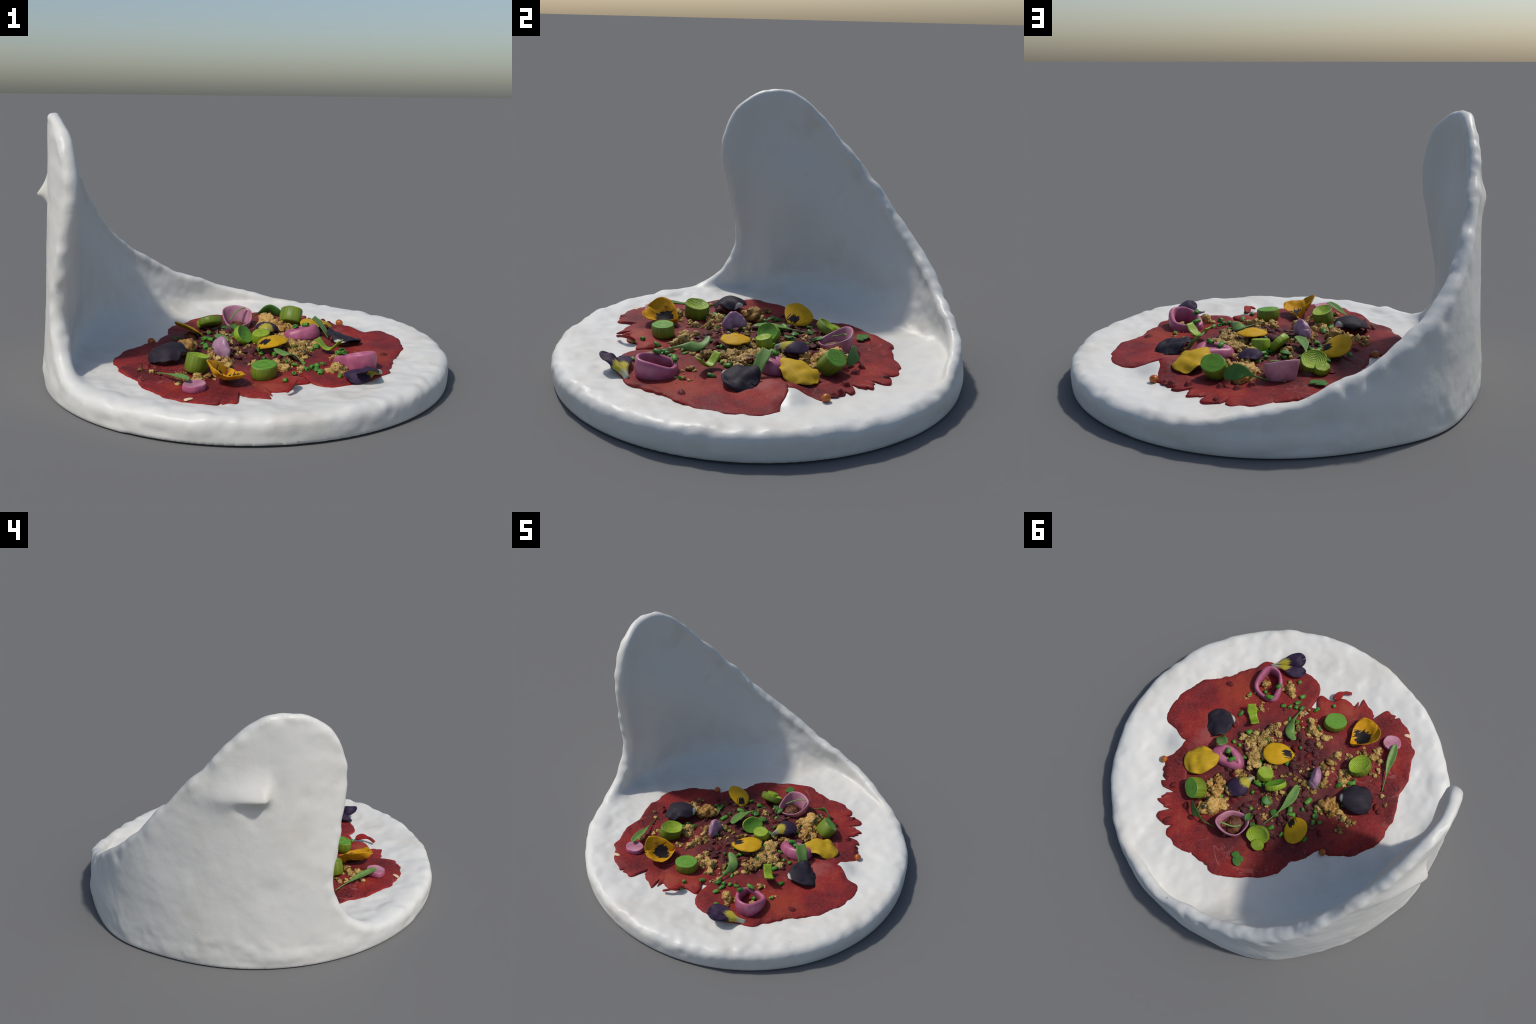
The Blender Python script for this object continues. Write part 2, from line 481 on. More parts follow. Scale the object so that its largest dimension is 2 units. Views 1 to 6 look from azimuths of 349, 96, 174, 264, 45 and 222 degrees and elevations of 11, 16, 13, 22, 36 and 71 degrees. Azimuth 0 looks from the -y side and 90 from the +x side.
def build_plate(root):
    V, F = surface_nets(plate_field, (-1.05, -1.05, -0.03), (1.06, 1.05, 1.32), 0.0112)
    for _ in range(5):
        G = gradient(plate_field, V)
        g2 = np.maximum((G ** 2).sum(1), 0.05)
        step = plate_field(V) / g2
        V = V - G * np.clip(step, -0.01, 0.01)[:, None]
    G = gradient(plate_field, V)
    Nn = G / np.linalg.norm(G, axis=1, keepdims=True)
    x, y, z = V.T
    r = np.hypot(x, y)
    th = np.arctan2(y, x)
    thp = np.where(th < 0, th + 2 * math.pi, th)
    # hand-worked surface: soft dents, finger ripples along every rim
    up = smoothstep(0.01, 0.05, z)
    d = 0.0050 * noise3(V, 0.17, 1) + 0.0042 * noise3(V, 0.085, 2) + 0.0016 * noise3(V, 0.035, 3)
    d = d * (1 - 0.6 * smoothstep(0.90, 0.94, r) * smoothstep(0.08, 0.20, z))
    d = d + smoothstep(0.90, 0.85, r) * smoothstep(0.30, 0.2, z) * (0.0032 * noise3(V, 0.060, 6) + 0.0018 * noise3(V, 0.036, 7))
    d = d * (1 - 0.6 * smoothstep(0.80, 0.62, r) * smoothstep(0.30, 0.2, z))
    rimz = np.abs(fin_dist(thp * 0.93, z))
    rim = np.exp(-(rimz / 0.05) ** 2) * smoothstep(0.14, 0.2, z) + np.exp(-((r - 0.95) / 0.05) ** 2) * np.exp(-((z - 0.12) / 0.04) ** 2)
    d = d + rim * (0.0060 * noise3(V, 0.055, 4) + 0.003 * noise3(V, 0.10, 5))
    inner = smoothstep(0.92, 0.88, r) * smoothstep(0.25, 0.4, z)
    d = d * (1 - 0.6 * inner)
    # deep thumb dents below the falling rim on the outside
    for a, zz, s, dep in ((93, 0.14, 0.065, 0.022), (112, 0.33, 0.030, 0.012), (106, 0.29, 0.026, 0.010), (100, 0.26, 0.022, 0.008), (121, 0.40, 0.03, 0.008), (128, 0.47, 0.03, 0.006), (172, 0.78, 0.04, 0.006), (187, 0.88, 0.04, 0.005), (176, 0.42, 0.05, 0.005)):
        ds = (thp - math.radians(a)) * 0.96
        d = d - dep * np.exp(-(ds ** 2 + (z - zz) ** 2) / s ** 2) * smoothstep(0.92, 0.95, r)
    V2 = V + Nn * (d * up)[:, None]
    # pointed nose on the back of the fin, with a long shoulder towards the falling edge
    out = smoothstep(-0.045, -0.015, r - outer_radius(z, thp)) * smoothstep(0.4, 0.5, z)
    s = (thp - NUB[0]) * 0.96
    dz = z - NUB[1]
    def nose(ls, rs, uz, lz, soft=0.022):
        ws = 0.5 + 0.5 * np.tanh(s / soft)
        wz = 0.5 + 0.5 * np.tanh(dz / soft)
        a = s / (ls + (rs - ls) * ws)
        b = dz / (lz + (uz - lz) * wz)
        return a ** 2 + b ** 2
    wig = 0.012 * noise3(V, 0.07, 61)
    s = s + 0.5 * wig
    dz = dz + 0.3 * wig
    nose_h = 0.022 * np.exp(-nose(0.15, 0.034, 0.085, 0.042)) + 0.045 * np.exp(-1.3 * np.sqrt(nose(0.080, 0.016, 0.036, 0.014, 0.010) + 0.08))
    nose_h += 0.020 * np.exp(-((s + 0.16) ** 2 / 0.014 + (dz + 0.01) ** 2 / 0.007))
    # pinched crease under it and a thumb dent beside it
    nose_h -= 0.010 * np.exp(-((s + 0.05) ** 2 / 0.008 + (dz + 0.062) ** 2 / 0.0009)) + 0.006 * np.exp(-((s - 0.075) ** 2 / 0.0016 + (dz - 0.01) ** 2 / 0.004))
    h = out * nose_h
    V2[:, 0] += np.cos(th) * h
    V2[:, 1] += np.sin(th) * h
    V2[:, 2] -= 0.18 * h
    V2[:, 2] = np.where(z < 0.012, np.maximum(V2[:, 2], 0.0), V2[:, 2])
    V2[:, 2] -= V2[:, 2].min()
    full = make_mesh("plate_full", V2, F, [MAT["ceramic"]])
    nv = np.empty(len(V2) * 3, np.float32)
    full.vertex_normals.foreach_get("vector", nv)
    nv = nv.reshape(-1, 3)
    C = V2[F].mean(1)
    wall = (C[:, 2] > 0.21)
    for name, sel in (("dish", ~wall), ("upright_fin", wall)):
        f = F[sel]
        used, inv = np.unique(f, return_inverse=True)
        me = make_mesh(name, V2[used], inv.reshape(f.shape), [MAT["ceramic"]])
        me.normals_split_custom_set_from_vertices([tuple(map(float, v)) for v in nv[used]])
        add(name, me, root)
    bpy.data.meshes.remove(full)

# ------------------------------------------------------------------ beef slices
# outline of each slice: radius at equal steps of angle round its middle
SLICES = [
    # middle, mostly hidden by the others
    ((0.02, -0.05), -0.003, [0.30, 0.28, 0.31, 0.29, 0.30, 0.27, 0.29, 0.31, 0.30, 0.28, 0.30, 0.29]),
    # lower right, tucked between its neighbours
    ((-0.20, 0.25), -0.001, [0.27, 0.25, 0.26, 0.27, 0.26, 0.24, 0.26, 0.27, 0.27, 0.26, 0.26, 0.266, 0.244, 0.225, 0.205, 0.187, 0.174, 0.185, 0.204, 0.219, 0.249, 0.27, 0.27, 0.26, 0.25, 0.26, 0.27, 0.26, 0.25, 0.26, 0.27, 0.26, 0.25, 0.26, 0.27, 0.26]),
    # lower left
    ((0.10, 0.30), 0.000, [0.479, 0.498, 0.465, 0.455, 0.438, 0.395, 0.439, 0.399, 0.439, 0.426, 0.403, 0.416, 0.405, 0.403, 0.391, 0.370, 0.363, 0.370, 0.373, 0.398, 0.411, 0.410, 0.410, 0.417, 0.424, 0.434, 0.447, 0.457, 0.463, 0.337, 0.337, 0.283, 0.285, 0.330, 0.324, 0.320, 0.298, 0.316, 0.316, 0.315, 0.290, 0.306, 0.304, 0.323, 0.340, 0.337, 0.313, 0.307, 0.296, 0.282, 0.282, 0.308, 0.299, 0.340, 0.380, 0.420, 0.440, 0.460, 0.480, 0.473]),
    # right
    ((-0.30, -0.15), 0.004, [0.314, 0.301, 0.320, 0.308, 0.331, 0.360, 0.340, 0.311, 0.354, 0.348, 0.344, 0.354, 0.346, 0.467, 0.411, 0.346, 0.348, 0.357, 0.361, 0.361, 0.362, 0.358, 0.364, 0.364, 0.360, 0.351, 0.351, 0.352, 0.352, 0.360, 0.367, 0.420, 0.456, 0.495, 0.539, 0.347, 0.321, 0.359, 0.358, 0.310, 0.345, 0.343, 0.328, 0.332, 0.329, 0.355, 0.330, 0.350]),
    # upper right, torn edge
    ((-0.14, -0.42), 0.005, [0.301, 0.333, 0.334, 0.308, 0.314, 0.335, 0.323, 0.309, 0.293, 0.299, 0.322, 0.290, 0.334, 0.296, 0.335, 0.299, 0.337, 0.322, 0.310, 0.311, 0.319, 0.315, 0.299, 0.292, 0.311, 0.336, 0.317, 0.285, 0.329, 0.324, 0.334, 0.291, 0.325, 0.284, 0.319, 0.296, 0.392, 0.389, 0.385, 0.381, 0.379, 0.367, 0.371, 0.348, 0.343, 0.267, 0.272, 0.285, 0.309, 0.326, 0.268, 0.288, 0.300, 0.304, 0.297, 0.314, 0.356, 0.330, 0.294, 0.333]),
    # upper left lobe
    ((0.46, -0.20), 0.004, [0.285, 0.317, 0.342, 0.368, 0.398, 0.429, 0.458, 0.473, 0.434, 0.430, 0.410, 0.390, 0.370, 0.380, 0.380, 0.380, 0.380, 0.353, 0.312, 0.332, 0.320, 0.350, 0.315, 0.367, 0.312, 0.354, 0.311, 0.325, 0.359, 0.360, 0.400, 0.440, 0.468, 0.460, 0.430, 0.407, 0.374, 0.348, 0.332, 0.322, 0.272, 0.259, 0.251, 0.241, 0.233, 0.232, 0.244, 0.262]),
]
# tears: slice, angle (deg), half width (deg), depth (m)
TEARS = [(2, 28, 1.8, 0.050), (2, 44.6, 1.5, 0.045), (2, 20, 1.4, 0.030), (2, 60, 1.4, 0.030), (2, 35, 1.0, 0.025), (2, 111, 1.5, 0.012), (2, 92, 1.2, 0.010),
         (4, 294, 1.8, 0.065), (4, 268, 2.4, 0.050), (4, 253, 1.4, 0.024)]
# low swellings under the meat: x, y, radius, height
SWELL = [(0.03, -0.02, 0.10, 0.012), (-0.12, -0.10, 0.08, 0.012), (0.10, -0.28, 0.05, 0.014), (0.22, -0.10, 0.07, 0.010), (-0.20, 0.10, 0.08, 0.010), (0.12, 0.22, 0.09, 0.012), (-0.1, -0.33, 0.05, 0.010),
         (0.01, -0.30, 0.04, 0.014), (0.05, -0.36, 0.03, 0.012), (0.12, -0.52, 0.035, 0.014), (0.48, 0.12, 0.06, 0.016), (0.36, 0.16, 0.08, 0.010), (-0.40, -0.25, 0.07, 0.014), (-0.05, 0.14, 0.06, 0.010), (-0.24, 0.20, 0.05, 0.014)]

def swell(x, y):
    z = 0
    for a, b, s, h in SWELL:
        z = z + h * np.exp(-((x - a) ** 2 + (y - b) ** 2) / (s * s))
    return z

def meat_z(x, y):
    """height of the meat's upper face, for things laid on it"""
    return float(floor_z(x, y) + 0.012 + 0.8 * swell(np.float64(x), np.float64(y)))

def build_slice(k, root):
    (cx, cy), lift, prof = SLICES[k]
    n, rings = 420, 64
    a = np.linspace(0, 2 * math.pi, n, endpoint=False)
    p = np.array(prof)
    u = a / (2 * math.pi) * len(p)
    i = np.floor(u).astype(int)
    t = u - i
    g = lambda j: p[(i + j) % len(p)]
    r = 0.5 * (2 * g(0) + (g(1) - g(-1)) * t + (2 * g(-1) - 5 * g(0) + 4 * g(1) - g(2)) * t ** 2 + (3 * g(0) - g(-1) - 3 * g(1) + g(2)) * t ** 3)
    ring = np.column_stack([np.cos(a) * 0.35, np.sin(a) * 0.35, np.full(n, 0.1 + k)])
    fray = 0.006 * noise3(ring, 0.050, 11 + k) + 0.0028 * noise3(ring, 0.016, 17 + k)
    for s, ang, hw, dep in TEARS:
        if s == k:
            da = np.degrees(np.abs((a - math.radians(ang) + math.pi) % (2 * math.pi) - math.pi))
            fray = fray - dep * np.clip(1 - da / hw, 0, 1) ** 0.7
    rho = np.linspace(0, 1, rings + 1)[1:] ** 0.8
    V, th0 = [], 0.0095
    top = [(cx, cy)]
    R = rho[:, None] * r[None, :] + fray[None, :] * smoothstep(0.72, 1.0, rho)[:, None]
    X = cx + R * np.cos(a)
    Y = cy + R * np.sin(a)
    P = np.column_stack([X.ravel(), Y.ravel(), np.full(X.size, float(k))])
    fl = floor_z(X, Y)
    edge = np.sqrt(np.clip(1 - rho ** 14, 0, 1))[:, None]
    wob = (0.0035 * noise3(P, 0.07, 23) + 0.0018 * noise3(P, 0.03, 24) + 0.004 * noise3(P, 0.13, 25)).reshape(X.shape)
    curl = (0.010 * np.clip(noise3(P, 0.09, 31), 0, 1)).reshape(X.shape) * smoothstep(0.8, 0.97, rho)[:, None]
    Zt = fl + lift * smoothstep(1.02, 0.85, rho)[:, None] + th0 * edge + (0.75 * wob + 0.001 + 0.8 * swell(X, Y)) * smoothstep(1.0, 0.9, rho)[:, None] + curl
    Zb = fl - 0.004 + np.zeros_like(X)
    Zt = np.maximum(Zt, Zb + 0.003)
    m = rings * n
    V = np.vstack([[[cx, cy, Zt[0].mean()]], np.column_stack([X.ravel(), Y.ravel(), Zt.ravel()]),
                   [[cx, cy, Zb[0].mean()]], np.column_stack([X.ravel(), Y.ravel(), Zb.ravel()])])
    F, fm = [], []
    B = 1 + m
    for j in range(n):
        j2 = (j + 1) % n
        F.append((0, 1 + j, 1 + j2)); fm.append(0)
        F.append((B, B + 1 + j2, B + 1 + j)); fm.append(0)
        for q in range(rings - 1):
            o0, o1 = 1 + q * n, 1 + (q + 1) * n
            F.append((o0 + j, o1 + j, o1 + j2, o0 + j2)); fm.append(1 if q >= rings - 2 else 0)
            F.append((B + o0 + j2, B + o1 + j2, B + o1 + j, B + o0 + j)); fm.append(0)
        o = 1 + (rings - 1) * n
        F.append((o + j, B + o + j, B + o + j2, o + j2)); fm.append(1)
    add("beef_slice", make_mesh("beef_slice", V, F, [MAT["beef"], MAT["beef_edge"]], fmat=fm), root)

# ------------------------------------------------------------------ garnish builders
def sheet(name, mid, thick, nu, nv, mats):
    """closed thin body around a patch mid(u, v); u, v in 0..1"""
    U, W = np.meshgrid(np.linspace(0, 1, nu), np.linspace(0, 1, nv), indexing="ij")
    M = mid(U, W)
    Du = np.gradient(M, axis=0)
    Dv = np.gradient(M, axis=1)
    Nn = np.cross(Du, Dv)
    Nn /= np.maximum(np.linalg.norm(Nn, axis=2, keepdims=True), 1e-9)
    e = np.minimum(np.minimum(U, 1 - U) * nu, np.minimum(W, 1 - W) * nv)
    t = thick * (0.45 + 0.55 * np.clip(e / 2.0, 0, 1))[..., None]
    V = np.vstack([(M + Nn * t / 2).reshape(-1, 3), (M - Nn * t / 2).reshape(-1, 3)])
    I = np.arange(nu * nv).reshape(nu, nv)
    o = nu * nv
    F = []
    for i in range(nu - 1):
        for j in range(nv - 1):
            q = (I[i, j], I[i + 1, j], I[i + 1, j + 1], I[i, j + 1])
            F.append(q)
            F.append(tuple(x + o for x in q[::-1]))
    loop = [I[i, 0] for i in range(nu)] + [I[nu - 1, j] for j in range(1, nv)] + [I[i, nv - 1] for i in range(nu - 2, -1, -1)] + [I[0, j] for j in range(nv - 2, 0, -1)]
    for a, b in zip(loop, loop[1:] + loop[:1]):
        F.append((b, a, a + o, b + o))
    return make_mesh(name, V, F, mats)

def petal(root, mat, claw, lip, up, width, arch=0.0, cup=0.0, droop=0.0, frill=0.004, seed=0, thick=0.0048, k=0.56, square=2.3, notch=0.0, sharp=0.68, side=0.0, name="pansy_petal"):
    """fan-shaped petal from its claw to its lip; arch lifts its middle, cup lifts (or drops) its sides"""
    L = (Vector(lip) - Vector(claw)).length
    def mid(U, W):
        v = W * 2 - 1
        U = 1 - (1 - U) ** 1.5          # rows crowd towards the rounded lip
        prof = np.where(U < k, np.sin(0.5 * math.pi * np.clip(U / k, 0, 1)) ** sharp, np.sqrt(np.clip(1 - (np.clip(U - k, 0, 1) / (1 - k)) ** square, 0, 1)))
        prof = np.maximum(prof, 0.07)
        # scalloped outline
        lob = 1 + 0.05 * noise3(np.column_stack([(U * 3).ravel(), (v * 1.3).ravel(), np.full(U.size, seed * 1.7)]), 0.8, 40 + seed).reshape(U.shape)
        prof = prof * lob
        x = L * (U - notch * np.exp(-(v / 0.30) ** 2) * U ** 6)
        y = width * prof * v + side * U * (1 - U)
        z = arch * 4 * U * (1 - U) + cup * np.abs(v) ** 2 * np.sin(math.pi * np.clip(U * 0.9 + 0.1, 0, 1)) ** 0.5 - droop * (U ** 3)
        P = np.column_stack([x.ravel() + seed, y.ravel(), z.ravel()])
        z = z + frill * (noise3(P, 0.04, seed + 3).reshape(U.shape)) * smoothstep(0.3, 1.0, np.maximum(np.abs(v), U))
        return np.stack([x, y, z], -1)
    add(name, sheet(name, mid, thick, 30, 25, [MAT[mat]]), root, frame(claw, lip, up))

def leek(root, centre, axis, a, b, h, turn, cut="cut", skin="skin", dish=0.0, base=0.0, name="leek_slice", hollow=0.0):
    """short squashed cylinder of leek with slightly proud rings on its cut face"""
    n = 56
    ang = np.linspace(0, 2 * math.pi, n, endpoint=False)
    wob = 1 + 0.03 * np.sin(2 * ang + 1.3) + 0.02 * np.sin(5 * ang) + 0.008 * np.sin(17 * ang)
    rows = []
    # profile: (radius factor, height)
    prof = [(0.0, -h / 2), (0.9, -h / 2), (1.0, -h / 2 + 0.006), (1.02, 0.0), (1.0, h / 2 - 0.006), (0.965, h / 2 - 0.001)]
    m0 = len(prof)
    for q, f in enumerate(np.linspace(0.92, 0.08, 15)):
        prof.append((f, h / 2 + 0.0007 * math.cos(q * math.pi) - dish * (1 - f * f)))
    V, F, fm = [], [], []
    V.append((0, 0, -h / 2))
    for f, z in prof[1:]:
        for k in range(n):
            V.append((a * f * wob[k] * math.cos(ang[k]), b * f * wob[k] * math.sin(ang[k]), z))
    V.append((0, 0, h / 2 - dish))
    for k in range(n):
        k2 = (k + 1) % n
        F.append((0, 1 + k2, 1 + k)); fm.append(1)
        for q in range(len(prof) - 2):
            o0, o1 = 1 + q * n, 1 + (q + 1) * n
            F.append((o0 + k, o0 + k2, o1 + k2, o1 + k)); fm.append(0 if q >= m0 - 2 else 1)
        o = 1 + (len(prof) - 2) * n
        F.append((o + k, o + k2, len(V) - 1)); fm.append(0)
    me = make_mesh(name, V, F, [MAT[cut], MAT[skin]], fmat=fm)
    Z = Vector(axis).normalized()
    X = Vector((math.cos(turn), math.sin(turn), 0))
    X = (X - Z * X.dot(Z)).normalized()
    M = Matrix((X, Z.cross(X), Z)).transposed().to_4x4()
    M.translation = Vector(centre)
    return add(name, me, root, M)

def loop_band(root, mats, pts, half_w, half_h, name, closed=True, seed=0, flare=0.0, n=72, m=16, z_floor=None):
    """ring of shallot: a rounded band swept round a closed loop of points (x, y, z_top)"""
    P = [np.array(p, float) for p in pts]
    k = len(P)
    C = []
    for i in range(n):
        u = i / n * k
        j = int(u)
        t = u - j
        p0, p1, p2, p3 = P[(j - 1) % k], P[j % k], P[(j + 1) % k], P[(j + 2) % k]
        C.append(0.5 * (2 * p1 + (p2 - p0) * t + (2 * p0 - 5 * p1 + 4 * p2 - p3) * t * t + (3 * p1 - p0 - 3 * p2 + p3) * t ** 3))
    C = np.array(C)
    T = np.roll(C, -1, 0) - np.roll(C, 1, 0)
    T[:, 2] = 0
    T /= np.linalg.norm(T, axis=1, keepdims=True)
    O = np.column_stack([T[:, 1], -T[:, 0], np.zeros(n)])
    cen = C.mean(0)
    if ((C - cen) * O).sum() < 0:
        O = -O
    org = np.array([cen[0], cen[1], cen[2] - half_h])
    V, F = [], []
    for i in range(n):
        top = C[i, 2]
        bot = (z_floor if z_floor is not None else top - 2 * half_h)
        hh = max((top - bot) / 2, 0.006)
        w = half_w * (1 + 0.22 * math.sin(i / n * 6.28 * 2 + seed))
        for j in range(m):
            f = 2 * math.pi * j / m
            c, s = math.cos(f), math.sin(f)
            sx = math.copysign(abs(c) ** 0.7, c)
            sz = math.copysign(abs(s) ** 0.7, s)
            p = C[i] + O[i] * (w * sx + flare * sz)
            V.append((p[0] - org[0], p[1] - org[1], top - hh + hh * sz - org[2]))
    for i in range(n):
        for j in range(m):
            F.append((i * m + j, ((i + 1) % n) * m + j, ((i + 1) % n) * m + (j + 1) % m, i * m + (j + 1) % m))
    me = make_mesh(name, V, F, mats)
    return add(name, me, root, Matrix.Translation(Vector(org)))

def leaf(root, mat, pts, width, up, name="cress_leaf", thick=0.005, peak=0.3, cup=0.2, stalk=0.09):
    """narrow leaf along a spine (list of points from broad end to stalk end)"""
    sp = catmull(pts, 8)
    org = sp[0]
    upv = np.array(up, float)
    def mid(U, W):
        v = W * 2 - 1
        idx = U[:, 0] * (len(sp) - 1)
        C = np.column_stack([np.interp(idx, np.arange(len(sp)), sp[:, k]) for k in range(3)])
        T = np.gradient(C, axis=0)
        T /= np.linalg.norm(T, axis=1, keepdims=True)
        S = np.cross(upv, T)
        S /= np.linalg.norm(S, axis=1, keepdims=True)
        Nn = np.cross(T, S)
        u = U[:, 0]
        w = width * np.maximum(np.where(u < peak, np.sqrt(np.clip(1 - ((peak - u) / peak) ** 2, 0, 1)), np.exp(-((u - peak) / 0.27) ** 2)), stalk)
        return C[:, None, :] + S[:, None, :] * (w[:, None, None] * v[..., None]) + Nn[:, None, :] * (cup * w[:, None, None] * v[..., None] ** 2) - org
    add(name, sheet(name, mid, thick, 34, 9, [MAT[mat]]), root, Matrix.Translation(Vector(org)))

def blob_mesh(name, mat, seed, rough=0.35, squash=0.7, sub=3, spike=0.0):
    import bmesh
    bm = bmesh.new()
    bmesh.ops.create_icosphere(bm, subdivisions=sub, radius=1.0)
    P = np.array([v.co[:] for v in bm.verts])
    d = 1 + rough * noise3(P + seed * 3.1, 0.9, seed) + rough * 0.7 * noise3(P + seed, 0.42, seed + 1) + spike * np.abs(noise3(P, 0.24, seed + 2))
    P = P * d[:, None]
    P[:, 2] *= squash
    for v, p in zip(bm.verts, P):
        v.co = p
    me = bpy.data.meshes.new(name)
    bm.to_mesh(me)
    bm.free()
    me.materials.append(MAT[mat])
    me.polygons.foreach_set("use_smooth", [True] * len(me.polygons))
    return me

def place(name, me, root, x, y, z, s, rz=None, stretch=(1, 1, 1), tilt=0.3):
    rz = random.uniform(0, 6.28) if rz is None else rz
    M = Matrix.Translation((x, y, z)) @ Matrix.Rotation(rz, 4, "Z") @ Matrix.Rotation(random.uniform(-tilt, tilt), 4, "X") @ Matrix.Diagonal((s * stretch[0], s * stretch[1], s * stretch[2], 1))
    return add(name, me, root, M)

# ================================================================== assembly
plate = bpy.data.objects.new("fin_plate", None)
COL.objects.link(plate)
plate["label"] = "hand-formed white ceramic plate with tall curved fin"
plate["category"] = "plate"
food = bpy.data.objects.new("beef_carpaccio", None)
COL.objects.link(food)
food["label"] = "thin raw beef slices topped with petals, leek, shallot, crumbs"
food["category"] = "food"

build_plate(plate)
for k in range(len(SLICES)):
    build_slice(k, food)

# --- leek
leek(food, (-0.004, -0.475, 0.147), (0.0, -0.08, 1), 0.064, 0.054, 0.060, math.radians(38))
leek(food, (0.318, 0.372, 0.163), (0.30, 0.55, 0.75), 0.060, 0.050, 0.085, math.radians(140))
leek(food, (0.084, 0.042, 0.150), (-0.02, -0.25, 1), 0.046, 0.040, 0.055, 0.4, "cut_pale", "skin_light")
leek(food, (-0.008, 0.052, 0.160), (0.60, -0.42, 0.55), 0.060, 0.052, 0.036, math.radians(55), "cut", "skin_light", dish=0.014)
leek(food, (-0.292, -0.362, 0.160), (0.22, 0.10, 1), 0.064, 0.054, 0.078, math.radians(65), "cut_pale", "skin", dish=0.022)
leek(food, (-0.132, 0.334, 0.160), (-0.10, 0.50, 0.80), 0.064, 0.056, 0.040, math.radians(30), "cut_pale", "skin", dish=0.024)
leek(food, (-0.165, 0.375, 0.138), (-0.12, 0.45, 0.85), 0.036, 0.031, 0.038, 0.3, "cut_pale", "skin_light")
leek(food, (-0.333, -0.606, 0.134), (0, 0, 1), 0.052, 0.047, 0.034, 0.5, "pink_cut" if "pink_cut" in MAT else "pink_pale", "pink", dish=0.004, name="shallot_disc")
leaf(food, "skin_light", [(0.430, -0.218, 0.190), (0.408, -0.197, 0.156), (0.385, -0.180, 0.138), (0.360, -0.164, 0.146), (0.332, -0.142, 0.186)], 0.029, (0, 0, 1), name="leek_strip", thick=0.010, peak=0.25, cup=0.1, stalk=0.85)
leaf(food, "cress", [(0.366, 0.088, 0.226), (0.388, 0.076, 0.206), (0.414, 0.060, 0.174), (0.440, 0.045, 0.132)], 0.034, (0.6, -0.3, 0.8), name="leek_strip", thick=0.008, peak=0.45, cup=0.25, stalk=0.85)

# --- shallot
loop_band(food, [MAT["pink"]], [(0.498, -0.330, 0.166), (0.520, -0.400, 0.190), (0.512, -0.462, 0.204), (0.455, -0.478, 0.204), (0.402, -0.440, 0.190), (0.374, -0.380, 0.168), (0.376, -0.338, 0.150), (0.430, -0.318, 0.152)], 0.0135, 0.03, "shallot_ring", z_floor=0.106)
loop_band(food, [MAT["pink"]], [(0.383, 0.145, 0.178), (0.372, 0.085, 0.188), (0.318, 0.060, 0.182), (0.256, 0.082, 0.170), (0.248, 0.110, 0.164), (0.305, 0.140, 0.172)], 0.023, 0.03, "shallot_ring", seed=1, z_floor=0.116, flare=-0.010)
loop_band(food, [MAT["pink_pale"]], [(0.358, 0.126, 0.178), (0.354, 0.092, 0.181), (0.318, 0.076, 0.177), (0.282, 0.092, 0.170), (0.300, 0.122, 0.171)], 0.009, 0.02, "shallot_ring", z_floor=0.13)
loop_band(food, [MAT["pink_pale"]], [(0.084, 0.438, 0.200), (0.092, 0.390, 0.176), (0.070, 0.338, 0.152), (0.015, 0.308, 0.142), (-0.030, 0.318, 0.146), (-0.048, 0.370, 0.176), (-0.040, 0.425, 0.208), (0.020, 0.452, 0.216)], 0.0060, 0.04, "shallot_ring", seed=2, z_floor=0.106, flare=0.009)
sm = blob_mesh("shallot_petal", "lilac", 3, 0.12, 1.0)
add("shallot_petal", sm, food, Matrix.Translation((-0.146, -0.143, 0.152)) @ Matrix.Rotation(math.radians(118), 4, "Z") @ Matrix.Rotation(0.15, 4, "Y") @ Matrix.Diagonal((0.060, 0.030, 0.064, 1)))
add("shallot_petal", sm, food, Matrix.Translation((-0.158, -0.112, 0.142)) @ Matrix.Rotation(math.radians(100), 4, "Z") @ Matrix.Diagonal((0.034, 0.030, 0.046, 1)))

# --- petals
petal(food, "yellow", (0.036, -0.160, 0.162), (0.176, -0.046, 0.186), (0, 0, 1), 0.068, arch=0.014, cup=-0.022, droop=0.012, seed=1)
petal(food, "yellow", (-0.198, 0.136, 0.146), (-0.334, 0.212, 0.196), (0.46, 0.33, 0.95), 0.078, arch=0.012, cup=-0.010, seed=2)
petal(food, "yellow_back", (0.346, 0.150, 0.184), (0.488, 0.305, 0.140), (0.12, 0.12, 1), 0.084, arch=0.020, cup=-0.026, droop=0.012, frill=0.016, seed=3)
petal(food, "yellow_cup", (-0.170, -0.440, 0.122), (-0.214, -0.616, 0.180), (0.34, 0.06, 0.94), 0.092, arch=-0.016, cup=0.060, seed=4, notch=0.07, sharp=0.95, k=0.66, frill=0.010)
petal(food, "black", (0.458, -0.098, 0.150), (0.535, 0.052, 0.122), (0.32, 0.02, 1), 0.088, arch=0.026, cup=-0.012, frill=0.024, seed=5, notch=0.10, square=3.6)
petal(food, "black", (-0.330, -0.138, 0.188), (-0.482, -0.252, 0.146), (-0.05, 0, 1), 0.086, arch=0.036, cup=-0.044, seed=6, frill=0.016, square=3.0)
petal(food, "violet", (0.540, -0.500, 0.128), (0.392, -0.652, 0.188), (-0.25, 0.35, 0.9), 0.044, arch=0.004, cup=-0.022, seed=7, sharp=2.4, k=0.72, notch=0.10, frill=0.014, square=2.8)
petal(food, "violet", (0.537, -0.503, 0.124), (0.346, -0.606, 0.140), (0.25, -0.30, 0.9), 0.050, arch=0.016, cup=-0.020, seed=9, sharp=2.4, k=0.70, notch=0.12, frill=0.014, square=2.8)
petal(food, "violet", (0.122, 0.092, 0.146), (0.160, 0.258, 0.165), (0, 0, 1), 0.060, arch=0.026, cup=-0.030, seed=8, sharp=1.8, k=0.66, notch=0.08, frill=0.008)

